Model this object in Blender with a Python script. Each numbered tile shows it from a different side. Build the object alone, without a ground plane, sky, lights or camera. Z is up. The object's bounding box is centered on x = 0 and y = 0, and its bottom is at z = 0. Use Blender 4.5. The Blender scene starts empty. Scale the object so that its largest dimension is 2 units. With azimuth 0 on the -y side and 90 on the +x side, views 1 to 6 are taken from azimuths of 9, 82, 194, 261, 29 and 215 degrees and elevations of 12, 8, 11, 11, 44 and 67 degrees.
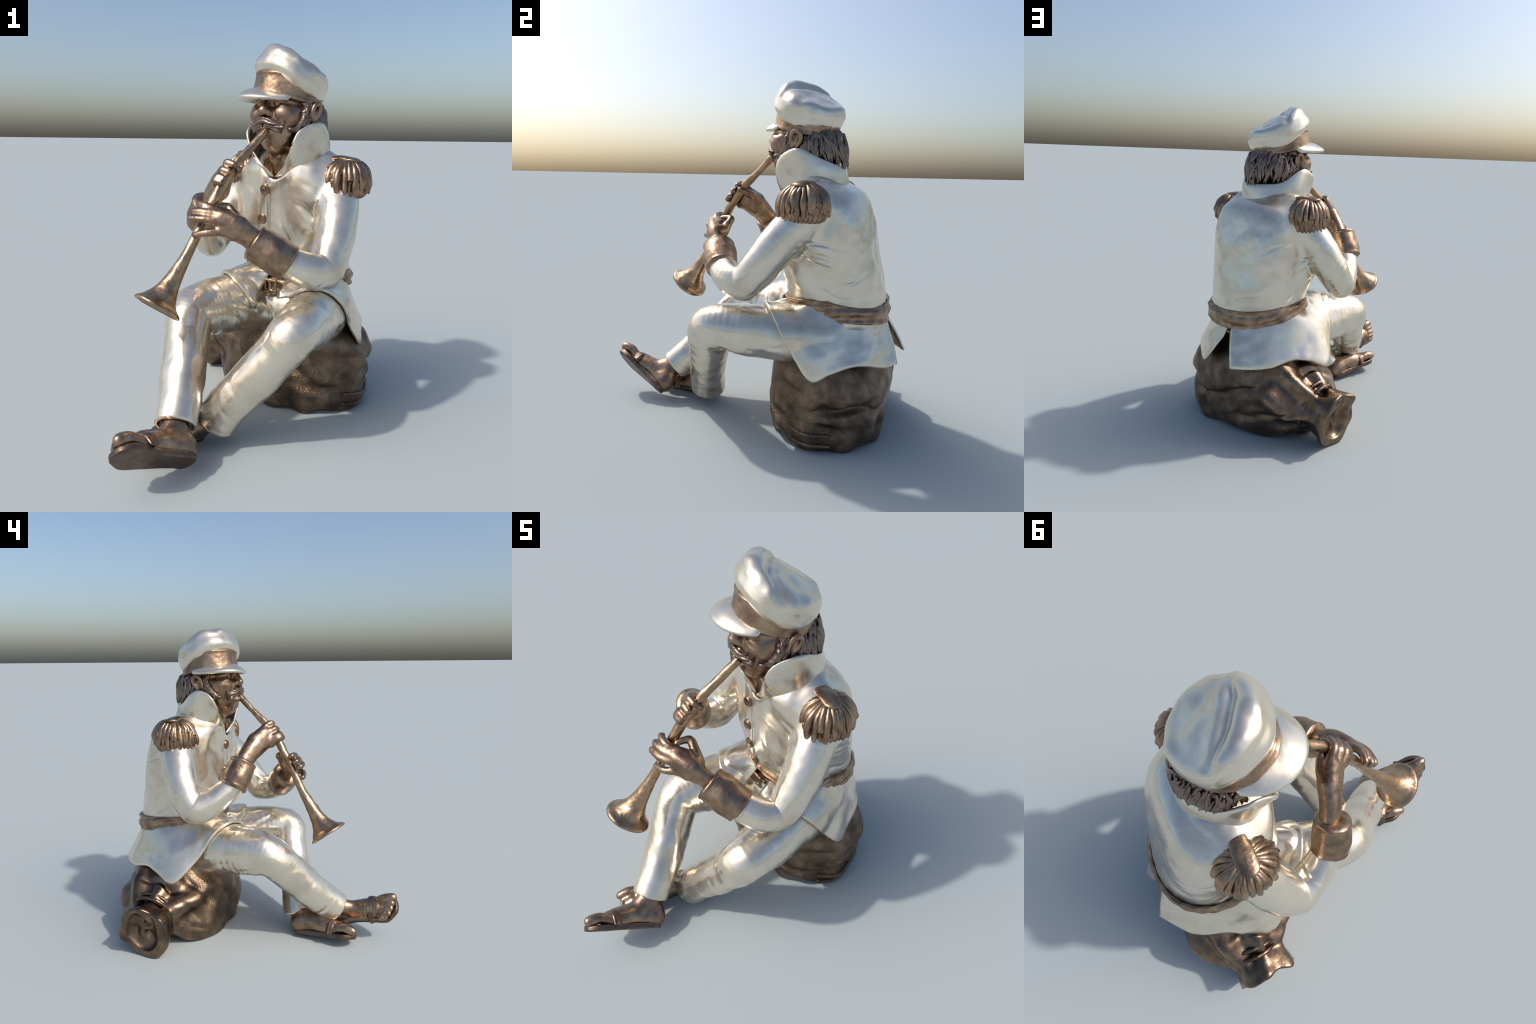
# Seated musician statue: silver-white uniform over bronze skin, sitting on a tied sack.
# Bodies are described as blends of simple solids (capsules, ellipsoids, lofts) that are
# polygonised; sheets (coat tails, collar) are lofted grids; small pieces are built singly.
import bpy, math
import numpy as np
from mathutils import Vector, Matrix

F32 = np.float32
V = lambda *a: np.array(a, dtype=F32)

def unit(v):
    v = np.asarray(v, dtype=np.float64)
    return v / np.linalg.norm(v)

# ----------------------------------------------------------------- noise
_rng = np.random.default_rng(7)
_LAT = _rng.uniform(-1, 1, (32, 32, 32)).astype(F32)

def vnoise(P, freq, off=0.0):
    q = P * freq + off
    i = np.floor(q).astype(np.int32)
    f = (q - i).astype(F32)
    f = f * f * (3 - 2 * f)
    i0 = i & 31
    i1 = (i + 1) & 31
    x0, y0, z0 = i0[:, 0], i0[:, 1], i0[:, 2]
    x1, y1, z1 = i1[:, 0], i1[:, 1], i1[:, 2]
    fx, fy, fz = f[:, 0], f[:, 1], f[:, 2]
    L = _LAT
    a = L[x0, y0, z0] * (1 - fx) + L[x1, y0, z0] * fx
    b = L[x0, y1, z0] * (1 - fx) + L[x1, y1, z0] * fx
    c = L[x0, y0, z1] * (1 - fx) + L[x1, y0, z1] * fx
    d = L[x0, y1, z1] * (1 - fx) + L[x1, y1, z1] * fx
    return (a * (1 - fy) + b * fy) * (1 - fz) + (c * (1 - fy) + d * fy) * fz

def fbm(P, freq, octaves=3, off=0.0):
    s = 0.0
    amp = 0.5
    for k in range(octaves):
        s = s + amp * vnoise(P, freq * 2 ** k, off + 7.3 * k)
        amp *= 0.5
    return s

# ----------------------------------------------------------------- distance solids
def smin(a, b, k):
    h = np.maximum(k - np.abs(a - b), 0) / k
    return np.minimum(a, b) - h * h * k * 0.25

def smax(a, b, k):
    return -smin(-a, -b, k)

def spline(pts, n):
    """Catmull-Rom through pts (any dimension), n samples per span."""
    p = np.asarray(pts, dtype=np.float64)
    if len(p) == 2:
        t = np.linspace(0, 1, n + 1)[:, None]
        return p[0] * (1 - t) + p[1] * t
    e = np.vstack([2 * p[0] - p[1], p, 2 * p[-1] - p[-2]])
    out = []
    for i in range(1, len(e) - 2):
        for j in range(n):
            t = j / n
            a, b, c, d = e[i - 1], e[i], e[i + 1], e[i + 2]
            out.append(0.5 * ((2 * b) + (-a + c) * t + (2 * a - 5 * b + 4 * c - d) * t * t
                              + (-a + 3 * b - 3 * c + d) * t ** 3))
    out.append(e[-2])
    return np.array(out)

def tube(pts, radii, n=5, flat=None, squash=1.0):
    """Rounded tube through pts; flat = direction in which the section is squashed."""
    arr = spline(np.hstack([np.asarray(pts, float), np.asarray(radii, float)[:, None]]), n)
    C = arr[:, :3].astype(F32)
    R = arr[:, 3].astype(F32)
    fl = None if flat is None else unit(flat).astype(F32)
    def f(P):
        best = None
        for i in range(len(C) - 1):
            a = C[i]; ab = C[i + 1] - a
            L2 = float(ab @ ab) + 1e-12
            w = P - a
            t = np.clip((w @ ab) / L2, 0, 1)
            w = w - t[:, None] * ab
            d2 = np.einsum('ij,ij->i', w, w)
            if fl is not None:
                wn = w @ fl
                d2 = d2 + wn * wn * (1.0 / squash ** 2 - 1)
            d = np.sqrt(d2) - (R[i] + (R[i + 1] - R[i]) * t)
            best = d if best is None else np.minimum(best, d)
        return best * (squash if fl is not None and squash < 0.6 else 1.0)
    f.box = (C.min(0) - R.max(), C.max(0) + R.max())
    return f

def ball(c, r):
    c = np.asarray(c, F32)
    def f(P):
        return np.linalg.norm(P - c, axis=1) - F32(r)
    f.box = (c - r, c + r)
    return f

def ellipsoid(c, r, axes=None):
    c = np.asarray(c, F32); r = np.asarray(r, F32)
    A = np.eye(3, dtype=F32) if axes is None else np.asarray(axes, F32)  # rows = axes
    def f(P):
        q = (P - c) @ A.T
        k0 = np.sqrt(((q / r) ** 2).sum(1)) + 1e-6
        k1 = np.sqrt(((q / (r * r)) ** 2).sum(1)) + 1e-6
        return k0 * (k0 - 1) / k1
    m = float(r.max())
    f.box = (c - m, c + m)
    return f

def loft(sections, ax, ay, p=2.0, rnd=0.03):
    """Vertical loft: sections of (z, cx, cy, a, b); a along ax, b along ay (horizontal unit vectors)."""
    S = np.asarray(sections, float)
    zz = np.linspace(S[0, 0], S[-1, 0], 160)
    fine = spline(S, 24)
    tab = np.stack([np.interp(zz, fine[:, 0], fine[:, k]) for k in range(1, 5)], 1).astype(F32)
    ax = np.asarray(ax, F32)[:2]; ay = np.asarray(ay, F32)[:2]
    z0, z1 = zz[0], zz[-1]
    def f(P):
        u = np.clip((P[:, 2] - z0) / (z1 - z0), 0, 1) * (len(zz) - 1)
        i = np.minimum(u.astype(np.int32), len(zz) - 2)
        t = (u - i)[:, None].astype(F32)
        T = tab[i] * (1 - t) + tab[i + 1] * t
        w = P[:, :2] - T[:, :2]
        x = w @ ax; y = w @ ay
        e = p if not isinstance(p, tuple) else p[0] + (p[1] - p[0]) * np.clip((P[:, 2] - p[2]) / (p[3] - p[2]), 0, 1)
        rho = (np.abs(x / T[:, 2]) ** e + np.abs(y / T[:, 3]) ** e) ** (1.0 / e)
        d = (rho - 1) * np.minimum(T[:, 2], T[:, 3])
        dz = np.maximum(z0 - P[:, 2], P[:, 2] - z1)
        return smax(d, dz, rnd)
    m = float(max(S[:, 3].max(), S[:, 4].max()))
    f.box = (V(S[:, 1].min() - m, S[:, 2].min() - m, z0), V(S[:, 1].max() + m, S[:, 2].max() + m, z1))
    return f

def blend(k, *fs):
    def f(P):
        d = fs[0](P)
        for g in fs[1:]:
            d = smin(d, g(P), k)
        return d
    f.box = (np.min([g.box[0] for g in fs], 0), np.max([g.box[1] for g in fs], 0))
    return f

def carve(f0, g, k):
    def f(P):
        return smax(f0(P), -g(P), k)
    f.box = f0.box
    return f

def rough(f0, fn):
    def f(P):
        return f0(P) + fn(P)
    f.box = f0.box
    return f

# ----------------------------------------------------------------- polygoniser (surface nets)
def polygonise(f, h, pad=0.03, smooth=1):
    lo = np.asarray(f.box[0], float) - pad
    hi = np.asarray(f.box[1], float) + pad
    B = 8
    nb = np.ceil((hi - lo) / (h * B)).astype(int) + 1
    n = nb * B
    bi = np.stack(np.meshgrid(*[np.arange(k) for k in nb], indexing='ij'), -1).reshape(-1, 3)
    cen = (lo + (bi * B + (B - 1) / 2) * h).astype(F32)
    dc = f(cen)
    near = np.abs(dc) < h * B * 1.9
    D = np.empty(tuple(n), F32)
    blocks = D.reshape(nb[0], B, nb[1], B, nb[2], B)
    sign = dc.reshape(tuple(nb))
    blocks[...] = np.where(sign < 0, -1.0, 1.0)[:, None, :, None, :, None]
    loc = np.stack(np.meshgrid(*[np.arange(B)] * 3, indexing='ij'), -1).reshape(-1, 3)
    sel = bi[near]
    for s in range(0, len(sel), 1500):
        part = sel[s:s + 1500]
        P = (lo + (part[:, None, :] * B + loc[None]) * h).astype(F32).reshape(-1, 3)
        d = f(P).reshape(-1, B, B, B)
        blocks[part[:, 0], :, part[:, 1], :, part[:, 2], :] = d
    neg = D < 0
    c = neg[:-1, :-1, :-1].astype(np.int8)
    tot = np.zeros_like(c)
    for dx in (0, 1):
        for dy in (0, 1):
            for dz in (0, 1):
                tot += neg[dx:n[0] - 1 + dx, dy:n[1] - 1 + dy, dz:n[2] - 1 + dz]
    cells = np.argwhere((tot > 0) & (tot < 8))
    idx = np.full(tot.shape, -1, np.int64)
    idx[cells[:, 0], cells[:, 1], cells[:, 2]] = np.arange(len(cells))
    cs = np.array([(x, y, z) for x in (0, 1) for y in (0, 1) for z in (0, 1)])
    val = np.stack([D[cells[:, 0] + o[0], cells[:, 1] + o[1], cells[:, 2] + o[2]] for o in cs], 1)
    acc = np.zeros((len(cells), 3)); cnt = np.zeros(len(cells))
    for i in range(8):
        for j in range(i + 1, 8):
            if np.abs(cs[i] - cs[j]).sum() != 1:
                continue
            a, b = val[:, i], val[:, j]
            m = (a < 0) != (b < 0)
            t = np.where(m, a / np.where(m, a - b, 1), 0)
            acc += np.where(m[:, None], cs[i] + t[:, None] * (cs[j] - cs[i]), 0)
            cnt += m
    verts = lo + (cells + acc / cnt[:, None]) * h
    quads = []
    for ax in range(3):
        o = [0, 0, 0]; o[ax] = 1
        a = neg[:n[0] - o[0], :n[1] - o[1], :n[2] - o[2]]
        b = neg[o[0]:, o[1]:, o[2]:]
        e = np.argwhere(a != b)
        u, w = (ax + 1) % 3, (ax + 2) % 3
        e = e[(e[:, u] > 0) & (e[:, w] > 0)]
        flip = ~a[e[:, 0], e[:, 1], e[:, 2]]
        def cell(du, dw):
            q = e.copy(); q[:, u] -= du; q[:, w] -= dw
            ok = (q < np.array(tot.shape)).all(1)
            q = np.minimum(q, np.array(tot.shape) - 1)
            r = idx[q[:, 0], q[:, 1], q[:, 2]]
            return np.where(ok, r, -1)
        Q = np.stack([cell(1, 1), cell(0, 1), cell(0, 0), cell(1, 0)], 1)
        Q[flip] = Q[flip][:, ::-1]
        quads.append(Q[(Q >= 0).all(1)])
    quads = np.vstack(quads)
    for _ in range(smooth):                      # pull vertices onto the surface
        P = verts.astype(F32); e = F32(h * 0.5)
        g = np.stack([f(P + e * np.eye(3, dtype=F32)[k]) - f(P - e * np.eye(3, dtype=F32)[k]) for k in range(3)], 1) / (2 * e)
        d = f(P)
        g2 = np.maximum((g * g).sum(1), 0.05)
        step = -(d / g2)[:, None] * g
        ln = np.linalg.norm(step, axis=1)
        step *= np.minimum(1, h * 0.5 / np.maximum(ln, 1e-9))[:, None]
        verts = verts + step
    return verts, quads

# ----------------------------------------------------------------- blender objects
def new_object(name, me, parent, mat):
    ob = bpy.data.objects.new(name, me)
    bpy.context.scene.collection.objects.link(ob)
    ob.parent = parent
    if mat is not None and me is not None and not me.materials:
        me.materials.append(mat)
    return ob

def mesh_from(name, verts, faces):
    me = bpy.data.meshes.new(name)
    verts = np.asarray(verts, float)
    faces = np.asarray(faces)
    k = faces.shape[1]
    me.vertices.add(len(verts)); me.vertices.foreach_set('co', verts.ravel())
    me.loops.add(faces.size); me.loops.foreach_set('vertex_index', faces.ravel().astype(np.int32))
    me.polygons.add(len(faces))
    me.polygons.foreach_set('loop_start', np.arange(0, faces.size, k, dtype=np.int32))
    me.update(calc_edges=True)
    me.validate()
    me.polygons.foreach_set('use_smooth', np.ones(len(me.polygons), bool))
    return me

def vertex_normals(verts, quads):
    a = verts[quads[:, 2]] - verts[quads[:, 0]]
    b = verts[quads[:, 3]] - verts[quads[:, 1]]
    fn = np.cross(a, b)
    N = np.zeros_like(verts)
    for k in range(4):
        np.add.at(N, quads[:, k], fn)
    return N / np.maximum(np.linalg.norm(N, axis=1), 1e-12)[:, None]

def solid(name, f, h, parent, mat, pad=0.03):
    v, q = polygonise(f, h, pad)
    return new_object(name, mesh_from(name, v, q), parent, mat)

def split_solid(f, h, regions, pad=0.03):
    """regions: list of (name, distance function or None, parent, material, bias).
    One smooth surface, cut where the nearest region changes; normals stay those of the whole."""
    v, q = polygonise(f, h, pad)
    N = vertex_normals(v, q)
    cen = v[q].mean(1).astype(F32)
    lab = np.argmin(np.stack([(r[1](cen) + r[4]) for r in regions], 1), 1)
    obs = []
    for i, (name, _, parent, mat, _) in enumerate(regions):
        qq = q[lab == i]
        if len(qq) == 0:
            obs.append(None); continue
        used, inv = np.unique(qq, return_inverse=True)
        me = mesh_from(name, v[used], inv.reshape(qq.shape))
        me.normals_split_custom_set_from_vertices([tuple(x) for x in N[used]])
        par = parent if not isinstance(parent, int) else obs[parent]
        obs.append(new_object(name, me, par, mat))
    return obs

def sheet(name, columns, parent, mat, thick, nu=10, nv=10, wob=0.004, seed=0.0, outward=None, drape=None):
    """Cloth sheet: columns of control points (all the same length), lofted both ways, given thickness."""
    C = np.asarray(columns, float)
    fine = np.stack([spline(C[:, j], nu) for j in range(C.shape[1])], 1)
    G = np.stack([spline(fine[i], nv) for i in range(len(fine))], 0)
    nU, nV = G.shape[:2]
    du = np.gradient(G, axis=0); dv = np.gradient(G, axis=1)
    N = np.cross(du, dv); N /= np.maximum(np.linalg.norm(N, axis=2, keepdims=True), 1e-9)
    if outward is not None:
        s = ((G - np.asarray(outward)) * N).sum(2).mean()
        if s < 0: N = -N
    P = G.reshape(-1, 3)
    w = (fbm(P.astype(F32), 9.0, 3, seed) * wob * 2).reshape(nU, nV, 1)
    G = G + N * w
    if drape is not None:                        # rest on the body underneath instead of passing through it
        f, gap = drape
        P = G.reshape(-1, 3).astype(F32); e = F32(.004); I3 = np.eye(3, dtype=F32) * e
        for _ in range(6):
            d = f(P)
            g = np.stack([f(P + I3[k]) - f(P - I3[k]) for k in range(3)], 1) / (2 * e)
            g /= np.maximum(np.linalg.norm(g, axis=1, keepdims=True), .3)
            P = P + np.where((d < gap) & (d > -.09), gap - d, 0)[:, None] * g * .8
        G = P.reshape(G.shape).astype(float)
        du = np.gradient(G, axis=0); dv = np.gradient(G, axis=1)
        N2 = np.cross(du, dv); N2 /= np.maximum(np.linalg.norm(N2, axis=2, keepdims=True), 1e-9)
        N = np.where(((N2 * N).sum(2, keepdims=True)) < 0, -N2, N2)
    # rounded thick edge: thickness falls off at the border
    iu = np.minimum(np.arange(nU), nU - 1 - np.arange(nU))[:, None]
    iv = np.minimum(np.arange(nV), nV - 1 - np.arange(nV))[None]
    e = np.minimum(np.minimum(iu, iv), 2) / 2.0
    th = thick * (0.55 + 0.45 * np.sqrt(e))[..., None]
    out = G + N * th * 0.5; inn = G - N * th * 0.5
    n = nU * nV
    v = np.vstack([out.reshape(-1, 3), inn.reshape(-1, 3)])
    I = np.arange(n).reshape(nU, nV)
    f = []
    a, b, c, d = I[:-1, :-1].ravel(), I[1:, :-1].ravel(), I[1:, 1:].ravel(), I[:-1, 1:].ravel()
    f.append(np.stack([a, b, c, d], 1)); f.append(np.stack([d, c, b, a], 1) + n)
    rim = np.concatenate([I[:, 0], I[-1, 1:], I[-2::-1, -1], I[0, -2:0:-1]])
    r2 = np.roll(rim, -1)
    f.append(np.stack([rim, rim + n, r2 + n, r2], 1))
    me = mesh_from(name, v, np.vstack(f))
    import bmesh
    bm = bmesh.new(); bm.from_mesh(me)
    bmesh.ops.recalc_face_normals(bm, faces=bm.faces)
    bm.to_mesh(me); bm.free()
    ob = new_object(name, me, parent, mat)
    return ob

# ----------------------------------------------------------------- materials
def material(name, dark, mid, light, rough_lo, rough_hi, metallic=1.0, scale=9.0, bump=0.15, bump_scale=60.0,
             grime=None, grime_amount=0.0, weave=0.0):
    m = bpy.data.materials.new(name); m.use_nodes = True
    nt = m.node_tree; N = nt.nodes; L = nt.links
    bs = N['Principled BSDF']
    tc = N.new('ShaderNodeTexCoord')
    n1 = N.new('ShaderNodeTexNoise'); n1.inputs['Scale'].default_value = scale
    n1.inputs['Detail'].default_value = 6; n1.inputs['Roughness'].default_value = 0.6
    L.new(tc.outputs['Object'], n1.inputs['Vector'])
    cr = N.new('ShaderNodeValToRGB')
    cr.color_ramp.elements[0].position = 0.28; cr.color_ramp.elements[0].color = (*dark, 1)
    cr.color_ramp.elements[1].position = 0.74; cr.color_ramp.elements[1].color = (*light, 1)
    e = cr.color_ramp.elements.new(0.5); e.color = (*mid, 1)
    L.new(n1.outputs['Fac'], cr.inputs['Fac'])
    col = cr.outputs['Color']
    if grime is not None:
        n3 = N.new('ShaderNodeTexNoise'); n3.inputs['Scale'].default_value = scale * 0.55
        n3.inputs['Detail'].default_value = 4; n3.inputs['Roughness'].default_value = 0.55
        mp = N.new('ShaderNodeMapping'); mp.inputs['Location'].default_value = (3.1, 1.7, 5.2)
        L.new(tc.outputs['Object'], mp.inputs['Vector']); L.new(mp.outputs['Vector'], n3.inputs['Vector'])
        r3 = N.new('ShaderNodeValToRGB')
        r3.color_ramp.elements[0].position = 0.56; r3.color_ramp.elements[0].color = (0, 0, 0, 1)
        r3.color_ramp.elements[1].position = 0.80; r3.color_ramp.elements[1].color = (grime_amount,) * 3 + (1,)
        L.new(n3.outputs['Fac'], r3.inputs['Fac'])
        mx = N.new('ShaderNodeMix'); mx.data_type = 'RGBA'
        L.new(r3.outputs['Color'], mx.inputs['Factor'])
        L.new(col, mx.inputs['A']); mx.inputs['B'].default_value = (*grime, 1)
        col = mx.outputs['Result']
    L.new(col, bs.inputs['Base Color'])
    bs.inputs['Metallic'].default_value = metallic
    n2 = N.new('ShaderNodeTexNoise'); n2.inputs['Scale'].default_value = scale * 1.7
    n2.inputs['Detail'].default_value = 5
    L.new(tc.outputs['Object'], n2.inputs['Vector'])
    mr = N.new('ShaderNodeMapRange')
    mr.inputs['From Min'].default_value = 0.3; mr.inputs['From Max'].default_value = 0.7
    mr.inputs['To Min'].default_value = rough_lo; mr.inputs['To Max'].default_value = rough_hi
    L.new(n2.outputs['Fac'], mr.inputs['Value']); L.new(mr.outputs['Result'], bs.inputs['Roughness'])
    nb = N.new('ShaderNodeTexNoise'); nb.inputs['Scale'].default_value = bump_scale
    nb.inputs['Detail'].default_value = 4
    L.new(tc.outputs['Object'], nb.inputs['Vector'])
    h = nb.outputs['Fac']
    if weave > 0:
        w = N.new('ShaderNodeTexWave'); w.inputs['Scale'].default_value = 30.0
        w.bands_direction = 'Z'; w.inputs['Distortion'].default_value = 14.0
        w.inputs['Detail'].default_value = 3.0; w.inputs['Detail Scale'].default_value = 2.5
        L.new(tc.outputs['Object'], w.inputs['Vector'])
        ad = N.new('ShaderNodeMath'); ad.operation = 'MULTIPLY_ADD'
        L.new(w.outputs['Fac'], ad.inputs[0]); ad.inputs[1].default_value = weave
        L.new(h, ad.inputs[2]); h = ad.outputs[0]
    bp = N.new('ShaderNodeBump'); bp.inputs['Strength'].default_value = bump
    bp.inputs['Distance'].default_value = 0.01
    L.new(h, bp.inputs['Height']); L.new(bp.outputs['Normal'], bs.inputs['Normal'])
    return m

CLOTH = material('silver_white_cloth', (0.68, 0.61, 0.50), (0.755, 0.69, 0.575), (0.79, 0.735, 0.63), 0.18, 0.34,
                 metallic=0.86, scale=7.0, bump=0.03, bump_scale=50.0, grime=(0.40, 0.30, 0.21), grime_amount=0.5)
SKIN = material('bronze_skin', (0.17, 0.115, 0.082), (0.33, 0.225, 0.155), (0.50, 0.355, 0.235), 0.24, 0.42,
                scale=14.0, bump=0.14, bump_scale=70.0)
HAIR = material('dark_bronze_hair', (0.15, 0.115, 0.10), (0.235, 0.18, 0.15), (0.31, 0.235, 0.19), 0.28, 0.46,
                scale=18.0, bump=0.2, bump_scale=90.0)
HORN = material('golden_bronze_horn', (0.28, 0.185, 0.115), (0.42, 0.285, 0.175), (0.51, 0.365, 0.235), 0.24, 0.40,
                scale=16.0, bump=0.25, bump_scale=55.0)
TRIM = material('bronze_trim', (0.17, 0.115, 0.08), (0.33, 0.225, 0.15), (0.50, 0.36, 0.23), 0.26, 0.42,
                scale=14.0, bump=0.18, bump_scale=60.0)
SACK = material('dark_bronze_sackcloth', (0.075, 0.054, 0.040), (0.185, 0.128, 0.088), (0.35, 0.25, 0.16), 0.28, 0.48,
                scale=11.0, bump=0.42, bump_scale=110.0, weave=0.45)
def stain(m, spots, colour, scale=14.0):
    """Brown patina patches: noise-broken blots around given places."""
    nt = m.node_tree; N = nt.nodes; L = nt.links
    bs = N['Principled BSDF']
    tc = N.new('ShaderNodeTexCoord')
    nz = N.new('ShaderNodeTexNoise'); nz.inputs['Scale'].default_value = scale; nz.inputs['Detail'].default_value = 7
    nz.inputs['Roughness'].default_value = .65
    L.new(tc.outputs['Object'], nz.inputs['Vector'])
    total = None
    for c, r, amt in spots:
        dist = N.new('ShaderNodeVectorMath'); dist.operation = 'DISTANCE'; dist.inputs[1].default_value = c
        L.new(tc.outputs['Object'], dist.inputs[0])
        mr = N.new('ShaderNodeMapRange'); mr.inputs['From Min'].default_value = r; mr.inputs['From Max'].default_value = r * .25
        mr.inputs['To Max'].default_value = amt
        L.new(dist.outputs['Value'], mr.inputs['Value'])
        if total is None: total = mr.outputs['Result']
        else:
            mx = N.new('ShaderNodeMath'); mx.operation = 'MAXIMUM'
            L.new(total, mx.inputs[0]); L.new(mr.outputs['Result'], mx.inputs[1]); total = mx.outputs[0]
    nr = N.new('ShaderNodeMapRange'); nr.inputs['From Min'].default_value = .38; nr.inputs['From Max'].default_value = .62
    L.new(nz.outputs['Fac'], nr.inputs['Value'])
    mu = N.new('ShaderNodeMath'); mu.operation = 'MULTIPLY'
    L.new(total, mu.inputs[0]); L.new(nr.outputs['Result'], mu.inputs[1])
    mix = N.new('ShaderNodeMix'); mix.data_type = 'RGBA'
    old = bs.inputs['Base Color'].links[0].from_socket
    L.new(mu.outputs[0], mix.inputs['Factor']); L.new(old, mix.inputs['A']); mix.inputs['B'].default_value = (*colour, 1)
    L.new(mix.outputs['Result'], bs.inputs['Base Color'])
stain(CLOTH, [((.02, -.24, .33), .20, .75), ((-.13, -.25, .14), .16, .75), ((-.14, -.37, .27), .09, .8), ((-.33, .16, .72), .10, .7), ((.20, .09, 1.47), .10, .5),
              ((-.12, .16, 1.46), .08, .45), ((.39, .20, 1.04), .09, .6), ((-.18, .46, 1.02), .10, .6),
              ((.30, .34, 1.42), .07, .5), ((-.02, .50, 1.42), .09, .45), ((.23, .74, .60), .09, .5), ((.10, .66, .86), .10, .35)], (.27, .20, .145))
def polish_near(m, centre, r0, r1, shiny):
    """Worn smooth and glossy close to centre: lowers roughness and relief there."""
    nt = m.node_tree; N = nt.nodes; L = nt.links
    bs = N['Principled BSDF']
    tc = N.new('ShaderNodeTexCoord')
    dist = N.new('ShaderNodeVectorMath'); dist.operation = 'DISTANCE'
    dist.inputs[1].default_value = centre
    L.new(tc.outputs['Object'], dist.inputs[0])
    mr = N.new('ShaderNodeMapRange'); mr.inputs['From Min'].default_value = r0; mr.inputs['From Max'].default_value = r1
    L.new(dist.outputs['Value'], mr.inputs['Value'])
    old = bs.inputs['Roughness'].links[0].from_socket
    mx = N.new('ShaderNodeMix'); mx.data_type = 'FLOAT'
    L.new(mr.outputs['Result'], mx.inputs['Factor']); mx.inputs['A'].default_value = shiny
    L.new(old, mx.inputs['B']); L.new(mx.outputs['Result'], bs.inputs['Roughness'])
    bp = bs.inputs['Normal'].links[0].from_node
    m2 = N.new('ShaderNodeMapRange'); m2.inputs['To Min'].default_value = .10
    m2.inputs['To Max'].default_value = bp.inputs['Strength'].default_value
    L.new(mr.outputs['Result'], m2.inputs['Value']); L.new(m2.outputs['Result'], bp.inputs['Strength'])
polish_near(SACK, (-.38, .70, .22), .22, .60, .26)
LEATHER = material('bronze_sandal_leather', (0.10, 0.075, 0.06), (0.17, 0.12, 0.09), (0.25, 0.175, 0.125), 0.34, 0.5,
                   scale=14.0, bump=0.2, bump_scale=60.0)

# ----------------------------------------------------------------- top object
root = bpy.data.objects.new('musician_statue', None)
bpy.context.scene.collection.objects.link(root)
root['label'] = 'seated bronze horn player in silver white uniform on sack'
root['category'] = 'statue'

# body directions: the figure faces BF, its left side is BL
BF = unit([-0.49, -0.87, 0]); BL = unit([0.87, -0.49, 0]); UP = V(0, 0, 1)

def crease_field(items, wide=1.0, deep=1.0):
    """Single folds: groove with raised lips, lying in a plane through c with normal n, fading over radius r."""
    L = [(V(*c), unit(n).astype(F32), r, w * wide, dp * deep, i) for i, (c, n, r, w, dp) in enumerate(items)]
    def g(P):
        out = np.zeros(len(P), F32)
        for c, n, r, w, dp, i in L:
            q = P - c
            d2 = (q * q).sum(1)
            m = d2 < (1.8 * r) ** 2
            if not m.any(): continue
            qq = q[m]
            s = (qq @ n + .020 * vnoise(P[m], 11.0, 3.7 * i)) / w
            out[m] += dp * (1 - .9 * s * s) * np.exp(-s * s * .9) * np.exp(-d2[m] / (r * r))
        return out
    return g

JACKET_FOLDS = crease_field([
    ((.27, -.13, .95), (.5, -.3, .8), .07, .012, .010), ((.31, -.09, .985), (.25, -.5, .8), .07, .012, .009), ((.33, -.02, 1.08), (.1, -.3, .95), .06, .010, .006),
    ((.30, .03, 1.13), (.2, -.35, .9), .06, .010, .007), ((.23, -.15, .93), (.75, -.2, .6), .06, .012, .007), ((.28, -.20, .84), (.5, .5, -.7), .06, .012, .005),
    ((.41, .26, 1.10), (0, .15, 1), .08, .011, .011), ((.40, .25, 1.05), (.1, .35, .93), .09, .012, .011), ((.39, .27, 1.00), (.1, .3, .95), .08, .011, .009),
    ((.43, .40, .97), (.1, .5, .85), .05, .008, .005), ((.43, .46, .91), (.1, -.4, .9), .06, .009, .006), ((.40, .35, .85), (.1, .3, .95), .08, .012, .006),
    ((-.19, .52, 1.08), (.3, .2, .9), .08, .011, .010), ((-.18, .50, 1.03), (.5, .1, .85), .07, .011, .010), ((-.20, .45, .95), (.4, .4, .8), .08, .012, .007),
    ((-.35, .35, 1.02), (-.2, -.6, .75), .07, .011, .010), ((-.36, .31, 1.02), (-.1, -.8, .55), .07, .011, .009), ((-.39, .21, 1.07), (.0, -.75, .65), .06, .010, .006),
    ((-.30, .40, 1.08), (-.4, -.2, .9), .07, .011, .006), ((-.42, .40, .90), (.2, .7, .7), .06, .011, .005),
    ((.08, .66, .87), (.2, .1, 1), .09, .010, .004), ((.25, .61, 1.10), (.9, .3, .15), .07, .010, .006), ((.20, .62, 1.20), (.6, .2, .7), .06, .010, .005),
    ((-.12, .58, .85), (.5, .4, .75), .09, .010, .006), ((-.10, .60, .93), (.6, .3, .7), .08, .010, .005), ((-.02, .64, 1.15), (.3, .1, .95), .10, .012, .004),
    ((.10, .13, 1.00), (.9, -.2, .3), .10, .014, .006), ((.20, .12, 1.15), (.5, -.2, .85), .10, .014, .006), ((-.04, .17, .84), (.3, 0, .95), .10, .012, .007),
    ((.17, .14, .88), (.2, .1, .97), .09, .013, .007), ((-.10, .25, 1.20), (.7, .5, .4), .09, .014, .006), ((.22, .14, 1.27), (.6, -.1, .75), .08, .014, .007)], 1.35, .62)
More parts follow.
